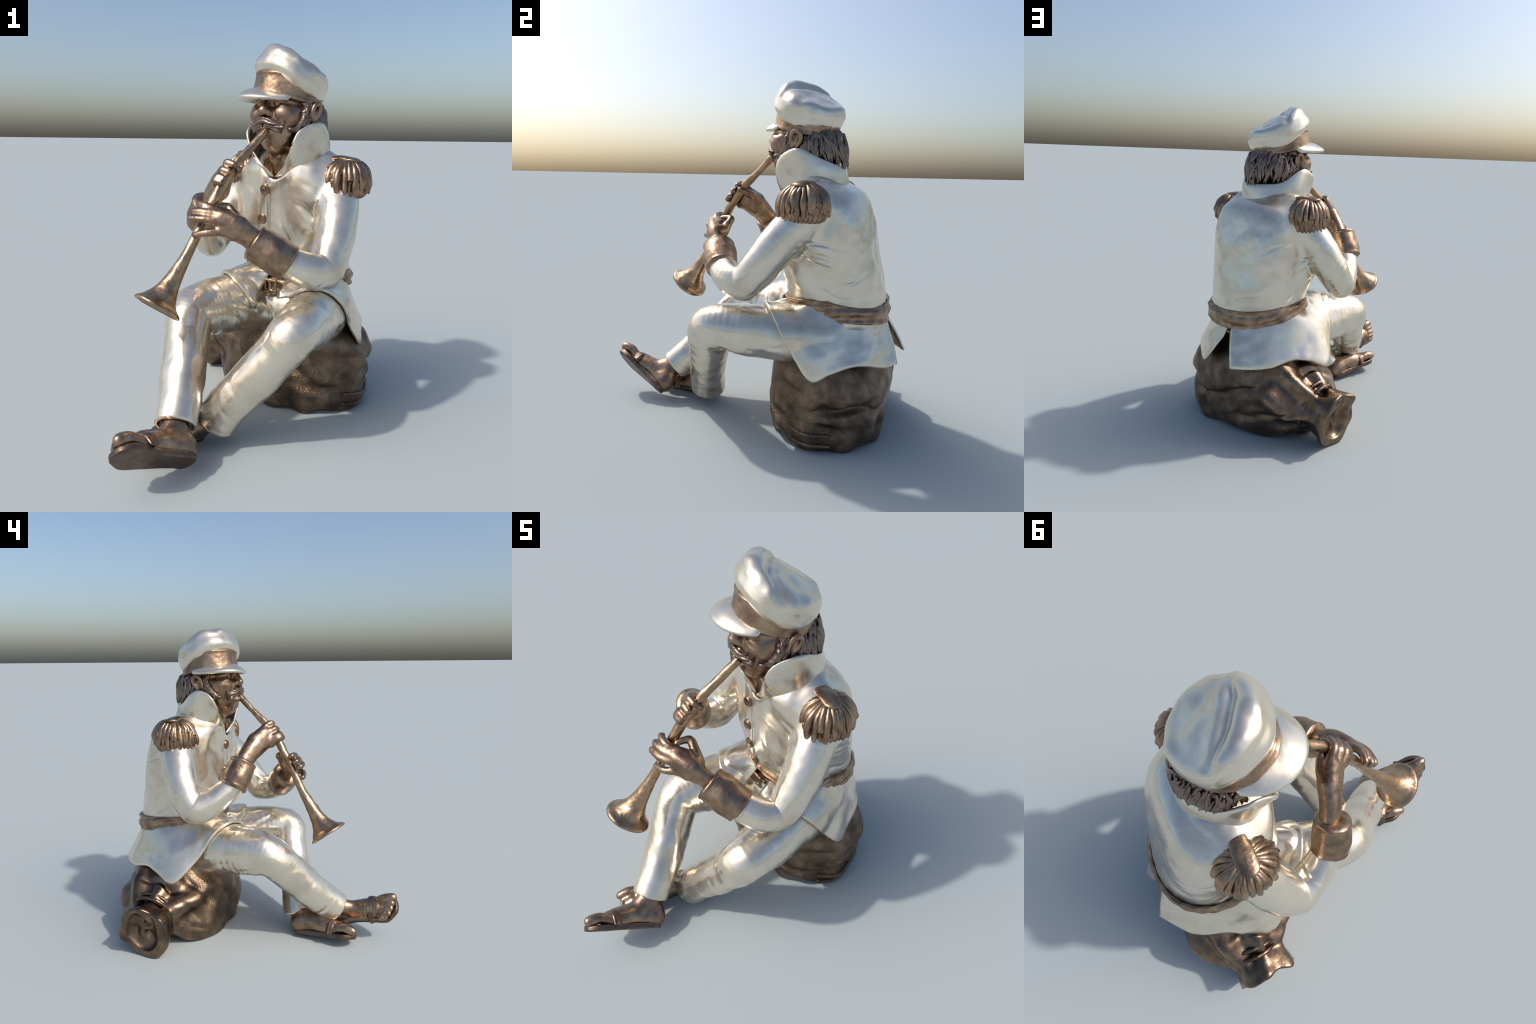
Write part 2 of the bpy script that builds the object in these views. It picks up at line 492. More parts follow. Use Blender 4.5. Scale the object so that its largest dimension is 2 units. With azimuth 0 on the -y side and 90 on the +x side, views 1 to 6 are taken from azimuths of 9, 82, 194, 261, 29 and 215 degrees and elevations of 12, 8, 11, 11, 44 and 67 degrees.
TROUSER_FOLDS = crease_field([
    ((.19, -.31, .55), (.3, .1, .95), .09, .013, .008), ((.22, -.20, .49), (.1, .7, .7), .10, .013, .012), ((.20, -.24, .46), (.2, .45, .87), .09, .012, .010),
    ((.30, -.02, .52), (.3, .25, .9), .13, .012, .006), ((.34, .08, .55), (.1, .15, .98), .12, .012, .006), ((.22, .05, .73), (.2, .9, .3), .09, .014, .006),
    ((.10, -.10, .66), (.6, .5, .5), .10, .016, .007), ((.14, -.36, .56), (.7, -.2, .6), .08, .014, .008), ((.04, -.40, .43), (.75, -.2, .6), .09, .014, .003),
    ((-.05, -.39, .30), (.5, -.2, .85), .09, .013, .003), ((-.14, -.39, .20), (.7, 0, .7), .08, .012, .003), ((-.19, -.37, .13), (.5, 0, .85), .07, .011, .003),
    ((-.02, -.23, .40), (.8, .2, .6), .09, .014, .003), ((.10, -.24, .35), (.3, .6, .7), .08, .014, .006), ((-.13, -.24, .12), (.4, .6, .6), .08, .013, .007),
    ((-.45, -.13, .50), (.2, .3, .93), .10, .013, .008), ((-.37, -.01, .47), (.2, .8, .5), .09, .012, .011), ((-.43, .05, .52), (.2, .3, .93), .12, .014, .007),
    ((-.20, .06, .56), (.4, .6, .7), .11, .013, .009), ((-.12, .11, .60), (.6, .5, .6), .09, .012, .010), ((-.26, .04, .50), (.3, .5, .8), .10, .013, .008),
    ((-.30, -.10, .62), (.8, .2, .5), .08, .014, .007), ((-.42, -.28, .36), (.2, .6, .75), .09, .013, .007), ((-.33, -.22, .36), (-.6, .4, .65), .09, .013, .008),
    ((-.44, -.40, .22), (.1, .75, .65), .08, .012, .008), ((-.31, -.42, .20), (.3, .7, .6), .08, .012, .008), ((-.36, -.44, .32), (.1, .8, -.5), .08, .013, .006),
    ((-.46, .20, .48), (.1, .35, .93), .11, .012, .008), ((-.02, .18, .56), (.9, .2, .3), .08, .012, .012)], 1.5, .6)

# ================================================================= jacket with sleeves
torso = loft([(0.62, .122, .452, .300, .276), (0.74, .120, .448, .298, .276), (0.86, .116, .423, .300, .282),
              (1.00, .107, .398, .312, .276), (1.14, .104, .388, .322, .260), (1.26, .101, .370, .325, .244),
              (1.36, .098, .350, .282, .220), (1.43, .095, .320, .190, .170)], BL, BF, p=(2.2, 2.9, .80, 1.05), rnd=0.06)
shoulders = tube([(.345, .195, 1.29), (.21, .27, 1.35), (.00, .39, 1.36), (-.155, .475, 1.30)],
                 [.112, .122, .122, .112])
sleeve_l = tube([(.328, .225, 1.28), (.346, .120, 1.17), (.338, .003, 1.03), (.308, -.096, .905), (.286, -.128, .875),
                 (.220, -.195, .892), (.12, -.230, .940), (.07, -.237, .962)],
                [.108, .112, .104, .096, .092, .090, .080, .072])
sleeve_r = tube([(-.152, .473, 1.285), (-.246, .480, 1.170), (-.332, .455, 1.030), (-.388, .408, .922), (-.400, .365, .920),
                 (-.405, .260, .970), (-.396, .175, 1.040), (-.386, .14, 1.078)],
                [.108, .110, .102, .090, .088, .082, .076, .070])
def cloth_relief(P):
    d = 0.014 * fbm(P, 5.5, 2, 1.3) + 0.0012 * vnoise(P, 24.0, 4.0)
    # arm creases: rings about elbows
    return d
webs = blend(.05, ellipsoid((-.165, .445, 1.03), (.065, .10, .16)), ellipsoid((.350, .285, 1.13), (.070, .10, .15)))
jacket_core = blend(0.05, torso, shoulders, webs)
def jacket_f(P):
    d = jacket_core(P)
    d = smin(d, sleeve_l(P), 0.035)
    d = smin(d, sleeve_r(P), 0.035)
    d = d + cloth_relief(P)
    d = d + JACKET_FOLDS(P)
    # placket groove down the front
    q = P - V(.115, .42, 0)
    lat = q @ BL.astype(F32) + 0.03; fr_ = q @ BF.astype(F32)
    g = np.exp(-((lat - 0.035) / 0.006) ** 2) * (fr_ > 0.1)
    d = d + 0.006 * g - 0.005 * np.exp(-(lat / 0.035) ** 4) * (fr_ > 0.1)
    # open V at the throat
    thr = np.linalg.norm((P - V(.035, .200, 1.43)) * V(1.0, 1.0, 0.75), axis=1) - 0.105
    return smax(d, -thr, 0.02)
jacket_f.box = (np.minimum(np.minimum(jacket_core.box[0], sleeve_l.box[0]), sleeve_r.box[0]),
                np.maximum(np.maximum(jacket_core.box[1], sleeve_l.box[1]), sleeve_r.box[1]))
jacket, slv_l, slv_r = split_solid(jacket_f, 0.0065, [
    ('jacket', jacket_core, root, CLOTH, 0.0), ('sleeve', sleeve_l, 0, CLOTH, 0.012), ('sleeve', sleeve_r, 0, CLOTH, 0.012)])

# collar: standing, flared, open at the front
collar_cols = [  # bottom, middle, top ; from the right front round the back to the left front
    [(-.005, .165, 1.320), (-.075, .180, 1.385), (-.140, .225, 1.455)],
    [(-.050, .225, 1.320), (-.120, .235, 1.440), (-.168, .250, 1.550)],
    [(-.105, .320, 1.335), (-.125, .320, 1.480), (-.140, .310, 1.605)],
    [(-.090, .410, 1.360), (-.100, .395, 1.500), (-.100, .375, 1.600)],
    [(-.005, .470, 1.375), (-.002, .450, 1.480), (.000, .436, 1.525)],
    [(.120, .480, 1.385), (.128, .462, 1.480), (.132, .448, 1.510)],
    [(.225, .425, 1.390), (.226, .412, 1.480), (.222, .400, 1.512)],
    [(.280, .320, 1.375), (.276, .305, 1.490), (.266, .292, 1.550)],
    [(.260, .205, 1.350), (.252, .188, 1.490), (.238, .168, 1.605)],
    [(.175, .140, 1.330), (.165, .112, 1.460), (.150, .092, 1.575)],
    [(.080, .135, 1.320), (.102, .085, 1.425), (.108, .068, 1.515)],
    [(.005, .155, 1.320), (.055, .112, 1.380), (.100, .080, 1.450)],
]
collar = sheet('collar', collar_cols, jacket, CLOTH, 0.019, 8, 10, 0.003, 3.0, outward=(.08, .29, 1.45))

# coat tails: right panel from the front edge to the back vent, left panel from vent to front edge
right_tail = [
    [(-.030, .175, .745), (-.060, .150, .700), (-.085, .125, .650), (-.105, .115, .600)],
    [(-.105, .235, .780), (-.165, .165, .790), (-.200, .130, .768), (-.225, .110, .725)],
    [(-.150, .340, .780), (-.225, .285, .778), (-.270, .250, .750), (-.312, .268, .705)],
    [(-.170, .430, .770), (-.240, .395, .730), (-.305, .375, .660), (-.352, .395, .560)],
    [(-.175, .500, .762), (-.240, .500, .690), (-.310, .520, .560), (-.365, .548, .425)],
    [(-.145, .575, .752), (-.185, .595, .690), (-.225, .620, .570), (-.270, .645, .470)],
    [(-.085, .645, .740), (-.115, .665, .680), (-.145, .690, .570), (-.185, .705, .487)],
    [(.000, .700, .725), (-.018, .725, .650), (-.045, .765, .550), (-.070, .795, .458)],
    [(.105, .715, .710), (.092, .755, .630), (.072, .800, .530), (.050, .830, .445)],
    [(.205, .690, .700), (.205, .740, .630), (.190, .800, .540), (.170, .848, .442)],
]
left_tail = [
    [(.215, .684, .700), (.245, .714, .620), (.306, .728, .520), (.372, .730, .428)],
    [(.278, .640, .705), (.318, .645, .620), (.374, .645, .520), (.426, .635, .425)],
    [(.336, .570, .715), (.380, .570, .620), (.435, .550, .530), (.480, .525, .455)],
    [(.374, .480, .730), (.416, .470, .630), (.466, .450, .530), (.505, .428, .462)],
    [(.386, .375, .740), (.428, .358, .640), (.473, .330, .520), (.503, .310, .420)],
    [(.374, .280, .735), (.416, .238, .640), (.464, .215, .520), (.494, .212, .385)],
    [(.335, .210, .730), (.366, .145, .695), (.396, .115, .620), (.424, .105, .545)],
    [(.265, .180, .725), (.292, .095, .735), (.322, .050, .712), (.342, .032, .680)],
    [(.165, .170, .725), (.172, .080, .738), (.178, .028, .728), (.184, .002, .706)],
    [(.065, .170, .725), (.060, .120, .715), (.045, .100, .690), (.035, .095, .660)],
]
# belt: cloth sash following the waist, low at the back, with buckle
def belt_point(a, dr, dz):
    l = math.cos(a); fr = math.sin(a)          # a=90deg front, 0 left, 180 right, 270 back
    z = 0.742 + 0.012 * fr - 0.008 * l + 0.020 * (abs(l) ** 2) - 0.010
    if fr < 0: z -= 0.018 * (-fr)
    sup = (abs(l) ** 2.2 + abs(fr) ** 2.2) ** (-1 / 2.2)
    p = V(.120, .448, z + dz) + BL * l * (.297 + dr) * sup + BF * fr * (.277 + dr) * sup
    return p
nA, nS = 200, 28
bv = []
for i in range(nA):
    a = 2 * math.pi * i / nA
    for j in range(nS):
        s = 2 * math.pi * j / nS
        hh = 0.044 + 0.004 * math.sin(3 * a + 1) - 0.008 * math.sin(a)
        cs, sn = math.cos(s), math.sin(s)
        cs = math.copysign(abs(cs) ** .5, cs); sn = math.copysign(abs(sn) ** .7, sn)
        fold = 0.007 * math.sin(5.0 * sn + 2.5 * math.sin(2 * a) + 1.5 * a) * (cs > .2)
        bv.append(belt_point(a, 0.008 + 0.012 * cs + fold + 0.002 * math.sin(23 * a + 2 * s), hh * sn))
bf = []
for i in range(nA):
    for j in range(nS):
        a0, a1 = i * nS, ((i + 1) % nA) * nS
        j1 = (j + 1) % nS
        bf.append((a0 + j, a1 + j, a1 + j1, a0 + j1))
belt = new_object('belt', mesh_from('belt', bv, np.array(bf)[:, ::-1]), root, TRIM)

def box_frame(name, c, ax, ay, az, sx, sy, bar, depth, parent, mat):
    c = np.asarray(c, float)
    f1 = lambda a, b: tube([c + ax * a[0] + ay * a[1], c + ax * b[0] + ay * b[1]], [bar, bar], 2, flat=az, squash=0.7)
    fs = [f1((-sx, -sy), (sx, -sy)), f1((sx, -sy), (sx, sy)), f1((sx, sy), (-sx, sy)), f1((-sx, sy), (-sx, -sy)),
          f1((0, -sy), (0, sy))]
    return solid(name, blend(0.006, *fs), 0.004, parent, mat)
bc = V(.130, .450, .715) + BF * .322 + BL * .015
buckle = box_frame('buckle', bc, BL, UP, BF, .036, .030, .011, .01, belt, TRIM)

def march(f, p, d, far=.25):
    """Walk from p + d*far towards p until the surface is met."""
    d = unit(d); t = np.linspace(far, -far, 400)
    P = (np.asarray(p)[None] + t[:, None] * d).astype(F32)
    k = np.argmax(f(P) < 0)
    return np.asarray(p) + d * t[k]

# buttons
def button_mesh():
    vs, fs = [], []
    prof = [(0.0, .013), (.010, .014), (.015, .010), (.020, .013), (.026, .011), (.030, .003), (.030, -.010)]
    n = 22
    for r, z in prof:
        for k in range(n):
            a = 2 * math.pi * k / n
            vs.append((r * math.cos(a), r * math.sin(a), z))
    for i in range(len(prof) - 1):
        for k in range(n):
            fs.append((i * n + k, (i + 1) * n + k, (i + 1) * n + (k + 1) % n, i * n + (k + 1) % n))
    return mesh_from('button', vs, fs)
bm_ = button_mesh()
for z, x, y in ((1.252, -.052, .160), (1.088, -.072, .162), (.965, -.060, .168), (.850, -.040, .172)):
    ob = new_object('button', bm_, jacket, TRIM)
    ob.location = march(jacket_f, (x, y, z), BF)
    ob.rotation_euler = Vector((BF[0], BF[1], 0.05)).to_track_quat('Z', 'Y').to_euler()

# ================================================================= epaulettes with fringe
def epaulette(c, out, name='epaulette'):
    """Dome on the shoulder; out = horizontal direction to the arm side."""
    c = np.asarray(c, float); out = unit(out); fw = np.cross(UP, out)
    A = np.stack([out, fw, UP])
    dome = ellipsoid(c + V(0, 0, -.02), (.112, .134, .118), A)
    cut = lambda P: (c[2] - .100) - P[:, 2]
    def f(P):
        d = smax(dome(P), cut(P), 0.02)
        q = P - c.astype(F32)
        ang = np.arctan2(q @ fw.astype(F32), q @ out.astype(F32))
        return d + 0.004 * np.sin(ang * 26)
    f.box = dome.box
    ep = solid(name, f, 0.005, jacket, TRIM)
    rng = np.random.default_rng(int(abs(c[0]) * 1000))
    n = 25
    for k in range(n):
        a = 2 * math.pi * (k + rng.uniform(-.25, .25)) / n
        d = out * math.cos(a) + fw * math.sin(a)
        rx = 1.0 / math.sqrt((math.cos(a) / .112) ** 2 + (math.sin(a) / .134) ** 2)
        pts, rad = [], []
        drop = rng.uniform(.84, 1.08)
        for t, r in ((.22, .009), (.60, .0165), (1.0, .019), (1.35, .019), (1.60 * drop, .015), (1.75 * drop, .008)):
            rr = rx * min(math.sin(min(t, 1.5708)), 1) * (.985 if t < 1.4 else 1.0)
            z = .120 * math.cos(t) - .02 - (.030 * (t - 1.2) if t > 1.2 else 0)
            pts.append(c + d * rr + V(0, 0, z) + fw * rng.uniform(-.005, .005) + out * rng.uniform(-.003, .003)); rad.append(r * rng.uniform(.72, 1.15))
        strand(pts, rad, ep, 'fringe_strand', TRIM)
    return ep

def strand(pts, rad, parent, name, mat, nseg=4, ns=7):
    arr = spline(np.hstack([np.asarray(pts, float), np.asarray(rad, float)[:, None]]), nseg)
    C, R = arr[:, :3], np.maximum(arr[:, 3], 0.0008)
    T = np.gradient(C, axis=0); T /= np.linalg.norm(T, axis=1, keepdims=True)
    ref = np.array([0.31, 0.17, 0.93])
    vs = []
    for c, t, r in zip(C, T, R):
        x = unit(np.cross(t, ref)); y = np.cross(t, x)
        for k in range(ns):
            a = 2 * math.pi * k / ns
            vs.append(c + r * (x * math.cos(a) + y * math.sin(a)))
    vs.append(C[0] - T[0] * R[0] * .5); vs.append(C[-1] + T[-1] * R[-1] * .8)
    i0, i1 = len(vs) - 2, len(vs) - 1
    fs = []
    m = len(C)
    for i in range(m - 1):
        for k in range(ns):
            k1 = (k + 1) % ns
            fs.append((i * ns + k, i * ns + k1, (i + 1) * ns + k1, (i + 1) * ns + k))
    me = bpy.data.meshes.new(name)
    tri = [(i0, (k + 1) % ns, k) for k in range(ns)] + [(i1, (m - 1) * ns + k, (m - 1) * ns + (k + 1) % ns) for k in range(ns)]
    me.from_pydata([tuple(v) for v in vs], [], fs + tri)
    me.polygons.foreach_set('use_smooth', np.ones(len(me.polygons), bool))
    if parent is None:
        return me
    return new_object(name, me, parent, mat)

ep_l = epaulette((.388, .172, 1.318), (.9, -.44, 0))
ep_r = epaulette((-.194, .496, 1.338), (-.9, .44, 0))
for ep, a, b in ((ep_l, (.310, .225, 1.418), (.408, .152, 1.414)), (ep_r, (-.125, .455, 1.436), (-.222, .512, 1.434))):
    a, b = np.array(a), np.array(b)
    nrm = unit(np.cross(b - a, np.cross(UP, b - a)))
    f = tube([a, (a + b) / 2 + V(0, 0, .006), b], [.038, .046, .046], 4, flat=(0.1, 0, 1), squash=0.34)
    solid('shoulder_strap', f, 0.004, ep, TRIM)

# ================================================================= cuffs
def cuff(axis_pts, radii, inner, parent):
    body = tube(axis_pts, radii, 6)
    a, b = np.asarray(axis_pts[0], F32), np.asarray(axis_pts[-1], F32)
    d = unit(b - a).astype(F32)
    L = float((b - a) @ d)
    hole = tube([b + d * .03, b + d * .12], [inner, inner * 1.15], 3)
    def f(P):
        s = (P - a) @ d
        e = smax(body(P), np.maximum(-s, s - L), 0.022)
        e = e + 0.012 * fbm(P, 11.0, 2, 5.0)
        e = e - 0.006 * np.exp(-((s - L + .012) / .010) ** 2) - 0.004 * np.exp(-((s - .012) / .010) ** 2)
        return smax(e, -hole(P), 0.008)
    f.box = body.box
    return solid('cuff', f, 0.005, parent, TRIM)
cuff(((.140, -.232, .935), (.080, -.240, .962), (.010, -.243, 1.008), (-.045, -.242, 1.045)), (.080, .095, .095, .074), .044, slv_l)
cuff(((-.400, .170, 1.036), (-.388, .140, 1.084), (-.366, .112, 1.140), (-.345, .090, 1.192)), (.082, .089, .086, .074), .046, slv_r)

# ================================================================= horn
horn_axis = [(-.030, .064, 1.562), (-.095, -.008, 1.478), (-.158, -.080, 1.398), (-.208, -.137, 1.310), (-.250, -.182, 1.228),
             (-.304, -.236, 1.100), (-.356, -.290, .975), (-.401, -.336, .880), (-.434, -.376, .812), (-.458, -.401, .766), (-.470, -.415, .742)]
horn_rad = [.020, .0215, .0235, .026, .027, .024, .027, .038, .055, .084, .118]
arr = spline(np.hstack([np.array(horn_axis), np.array(horn_rad)[:, None]]), 8)
C, R = arr[:, :3], arr[:, 3]
T = np.gradient(C, axis=0); T /= np.linalg.norm(T, axis=1, keepdims=True)
hv, hf = [], []
ns = 40
rings = [(c, t, r) for c, t, r in zip(C, T, R)]
tip_c, tip_t, tip_r = rings[-1]
rings += [(tip_c + tip_t * .010, tip_t, tip_r + .004), (tip_c + tip_t * .014, tip_t, tip_r - .004)]
for k in range(1, 14):                                   # inside of the bell
    c, t, r = C[-1 - 2 * k], T[-1 - 2 * k], R[-1 - 2 * k]
    rings.append((c + t * .008, t, max(r - .010, .004)))
for i, (c, t, r) in enumerate(rings):
    x = unit(np.cross(t, V(.3, -.2, .9))); y = np.cross(t, x)
    for k in range(ns):
        a = 2 * math.pi * k / ns
        w = 1 + .02 * math.sin(3 * a + i * .3) * (r > .05)
        hv.append(c + r * w * (x * math.cos(a) + y * math.sin(a)))
for i in range(len(rings) - 1):
    for k in range(ns):
        k1 = (k + 1) % ns
        hf.append((i * ns + k, i * ns + k1, (i + 1) * ns + k1, (i + 1) * ns + k))
hv = np.array(hv)
hv += (fbm(hv.astype(F32), 30.0, 2, 3.0) * .009)[:, None] * unit([.3, -.5, .6])
horn = new_object('horn', mesh_from('horn', hv, np.array(hf)), root, HORN)

def horn_at(z):
    i = int(np.argmin(np.abs(C[:, 2] - z)))
    t = T[i]; u1 = unit(np.cross(t, UP)); u2 = unit(np.cross(u1, t)); 
    return C[i], t, u1, u2, R[i]

# ================================================================= hands
def hand(parts_palm, fingers, h=0.0042):
    """parts_palm: list of tubes; fingers: list of (points, radii)."""
    palm = blend(0.03, *parts_palm)
    ft = [tube(p, r, 4) for p, r in fingers]
    def f(P):
        d = palm(P)
        for g in ft:
            d = smin(d, g(P), 0.017)
        return d + 0.0025 * fbm(P, 28.0, 2, 9.0)
    f.box = (np.min([palm.box[0]] + [g.box[0] for g in ft], 0), np.max([palm.box[1]] + [g.box[1] for g in ft], 0))
    regs = [('hand', palm, root, SKIN, 0.0)] + [('finger' if i < 4 else 'thumb', g, 0, SKIN, 0.004) for i, g in enumerate(ft)]
    return split_solid(f, h, regs)

# right hand: back of the hand to the -x side, fingers closing over the front of the tube
fr_fingers = []
for z, base, rr in ((1.374, (-.214, -.065, 1.375), .0185), (1.345, (-.228, -.085, 1.340), .019),
                    (1.315, (-.240, -.098, 1.305), .0185), (1.286, (-.246, -.108, 1.272), .017)):
    c, t, u1, u2, r = horn_at(z)
    p0 = np.array(base)
    p1 = c + u1 * (r + .020) + u2 * .010
    p2 = c + u1 * .012 + u2 * (r + .013)
    p3 = c - u1 * .028 + u2 * (r + .002)
    fr_fingers.append(([p0, p1, p2, p3], [rr * 1.15, rr * 1.15, rr * 1.08, rr * .92]))
c, t, u1, u2, r = horn_at(1.372)
fr_fingers.append(([(-.245, .010, 1.290), (-.200, -.015, 1.325), c - u2 * (r + .010) + u1 * .010, c - u2 * .010 - u1 * (r + .012)],
                   [.026, .022, .019, .016]))
hand([tube([(-.345, .098, 1.165), (-.310, .052, 1.222), (-.268, .002, 1.272), (-.234, -.055, 1.315)], [.060, .062, .066, .055], 5,
           flat=(.75, .30, -.10), squash=.80),
      tube([(-.260, -.005, 1.255), (-.238, -.080, 1.285)], [.047, .036], 3),
      tube([(-.252, .000, 1.305), (-.220, -.055, 1.352)], [.042, .032], 3)], fr_fingers)

# left hand: back of the hand to the front, fingers lying across the tube
lf = []
for tip, kn, rr in (((-.312, -.226, 1.207), (-.205, -.245, 1.178), .0175), ((-.331, -.250, 1.174), (-.190, -.268, 1.160), .0185),
                    ((-.340, -.274, 1.143), (-.185, -.285, 1.132), .018), ((-.312, -.296, 1.068), (-.185, -.292, 1.085), .0165)):
    tip, kn = np.array(tip), np.array(kn)
    mid = (tip + kn) / 2 + V(-.004, -.018, .006)
    lf.append(([kn + V(.04, .012, -.015), kn, mid, tip, tip + V(-.006, .016, -.004)], [.025, rr * 1.2, rr * 1.1, rr, rr * .8]))
c, t, u1, u2, r = horn_at(1.205)
lf.append(([(-.115, -.215, 1.115), (-.150, -.185, 1.160), (-.190, -.165, 1.190), c - u1 * (r + .008) - u2 * .012], [.032, .024, .021, .015]))
hand([tube([(.010, -.240, 1.010), (-.060, -.250, 1.060), (-.120, -.265, 1.105), (-.185, -.272, 1.140)], [.062, .058, .060, .045], 5,
           flat=(-.1, .9, .35), squash=.72),
      tube([(-.11, -.262, 1.085), (-.185, -.285, 1.098)], [.042, .028], 3),
      tube([(-.11, -.240, 1.12), (-.195, -.250, 1.165)], [.036, .026], 3)], lf)

# ================================================================= head
HF = unit([-.53, -.85, 0]); HL = unit([.85, -.53, 0]); HO = np.array([.06, .25, 0])
def hp(l, f, z): return HO + HL * l + HF * f + np.array([0, 0, z])
HA = np.stack([HL, HF, UP])
def he(l, f, z, rl, rf, rz): return ellipsoid(hp(l, f, z), (rl, rf, rz), HA)
def both(fn): return [fn(1), fn(-1)]
skull = blend(.04, he(0, -.01, 1.665, .150, .185, .16), he(0, .080, 1.585, .128, .120, .135))
neck = tube([hp(0.01, -.030, 1.32), hp(0, -.010, 1.43), hp(0, .0, 1.56)], [.118, .112, .112], 4)
face = blend(.045, skull, he(0.008, .125, 1.500, .060, .050, .050),
             *both(lambda s: he(s * .080, .118, 1.640, .064, .068, .062)),
             *both(lambda s: he(s * .050, .168, 1.728, .045, .022, .018)))
nose = blend(.012, tube([hp(0, .170, 1.725), hp(0, .196, 1.692), hp(0, .212, 1.660)], [.015, .020, .026], 3),
             *both(lambda s: ball(hp(s * .024, .196, 1.652), .018)))
lips = tube([hp(-.035, .178, 1.553), hp(0, .196, 1.548), hp(.035, .178, 1.553)], [.014, .020, .014], 3)
def head_f(P):
    d = smin(face(P), neck(P), .04)
    for s in (1, -1):
        d = smax(d, -he(s * .052, .190, 1.700, .032, .026, .018)(P), .02)
    for s in (1, -1):
        d = smin(d, he(s * .052, .158, 1.699, .026, .016, .014)(P), .008)   # narrowed eyes
    d = smin(d, nose(P), .018)
    d = smin(d, lips(P), .012)
    q = P - HO.astype(F32)
    l = np.abs(q @ HL.astype(F32)); fr = q @ HF.astype(F32); z = P[:, 2]
    # smile fold beside the nose and crow's feet
    d = d + .006 * np.exp(-((l - .045 - .5 * (1.665 - z)) / .008) ** 2) * (fr > .08) * (np.abs(z - 1.645) < .04)
    d = d + .0035 * np.sin(z * 190 + l * 60) * np.exp(-((l - .11) / .03) ** 2 - ((z - 1.70) / .035) ** 2) * (fr > 0)
    return d + .005 * fbm(P, 20.0, 2, 2.0)
head_f.box = (np.minimum(face.box[0], neck.box[0]), np.maximum(face.box[1], np.maximum(nose.box[1], neck.box[1])))
head_f.box = (np.minimum(head_f.box[0], nose.box[0]), head_f.box[1])
head, nck, nos = split_solid(head_f, .0048, [('head', face, root, SKIN, 0), ('neck', neck, root, SKIN, -.012), ('nose', nose, 0, SKIN, .002)])
for s in (1, -1):
    ear = blend(.01, tube([hp(s * .158, .025, 1.61), hp(s * .178, .030, 1.655), hp(s * .186, .010, 1.695), hp(s * .188, -.022, 1.690),
                           hp(s * .180, -.028, 1.655), hp(s * .164, -.005, 1.612)], [.014, .012, .013, .014, .013, .014], 4),
                he(s * .160, .0, 1.655, .016, .030, .045))
    solid('ear', ear, .004, head, SKIN)
# moustache and side whiskers
def streaks(P, fr, amp, dirs):
    return amp * np.sin((P @ unit(dirs).astype(F32)) * fr + 3 * vnoise(P, 18.0, 3.0))
must = blend(.01, *both(lambda s: tube([hp(0, .205, 1.616), hp(s * .035, .203, 1.608), hp(s * .072, .188, 1.588), hp(s * .098, .178, 1.578), hp(s * .112, .185, 1.592)],
                                       [.016, .020, .018, .012, .007], 4)))
solid('moustache', rough(must, lambda P: streaks(P, 300, .0025, (.1, .2, 1))), .004, head, HAIR)
rng = np.random.default_rng(11)
for s in (1, -1):
    path = [hp(s * .140, .050, 1.715), hp(s * .150, .046, 1.665), hp(s * .144, .060, 1.610), hp(s * .120, .100, 1.572), hp(s * .090, .140, 1.568)]
    wh = tube(path, [.018, .024, .028, .027, .016], 4)
    wk = solid('side_whisker', rough(wh, lambda P: .016 * fbm(P, 40.0, 2, 6.0)), .0045, head, HAIR)
    pp = spline(np.array(path), 6)
    for k in range(24):
        i = rng.integers(0, len(pp) - 6)
        o = HL * s * rng.uniform(.008, .022) + HF * rng.uniform(-.030, .026)
        seg = [pp[i] + o * .7, pp[i + 2] + o * 1.1, pp[i + 4] + o * 1.15, pp[i + 5] + o * rng.uniform(.7, 1.3) + V(0, 0, rng.uniform(-.012, .004))]
        strand(seg, [.006, .0105, .009, .003], wk, 'whisker_lock', HAIR, 4, 7)
    for k in range(5):
        z = 1.616 - .010 * k
        seg = [hp(s * .012, .214 - .004 * k, z), hp(s * .045, .210 - .004 * k, z - .006), hp(s * .080, .188, z - .020), hp(s * (.104 - .004 * k), .168, z - .030)]
        strand(seg, [.006, .0095, .008, .003], head, 'moustache_lock', HAIR, 4, 7)
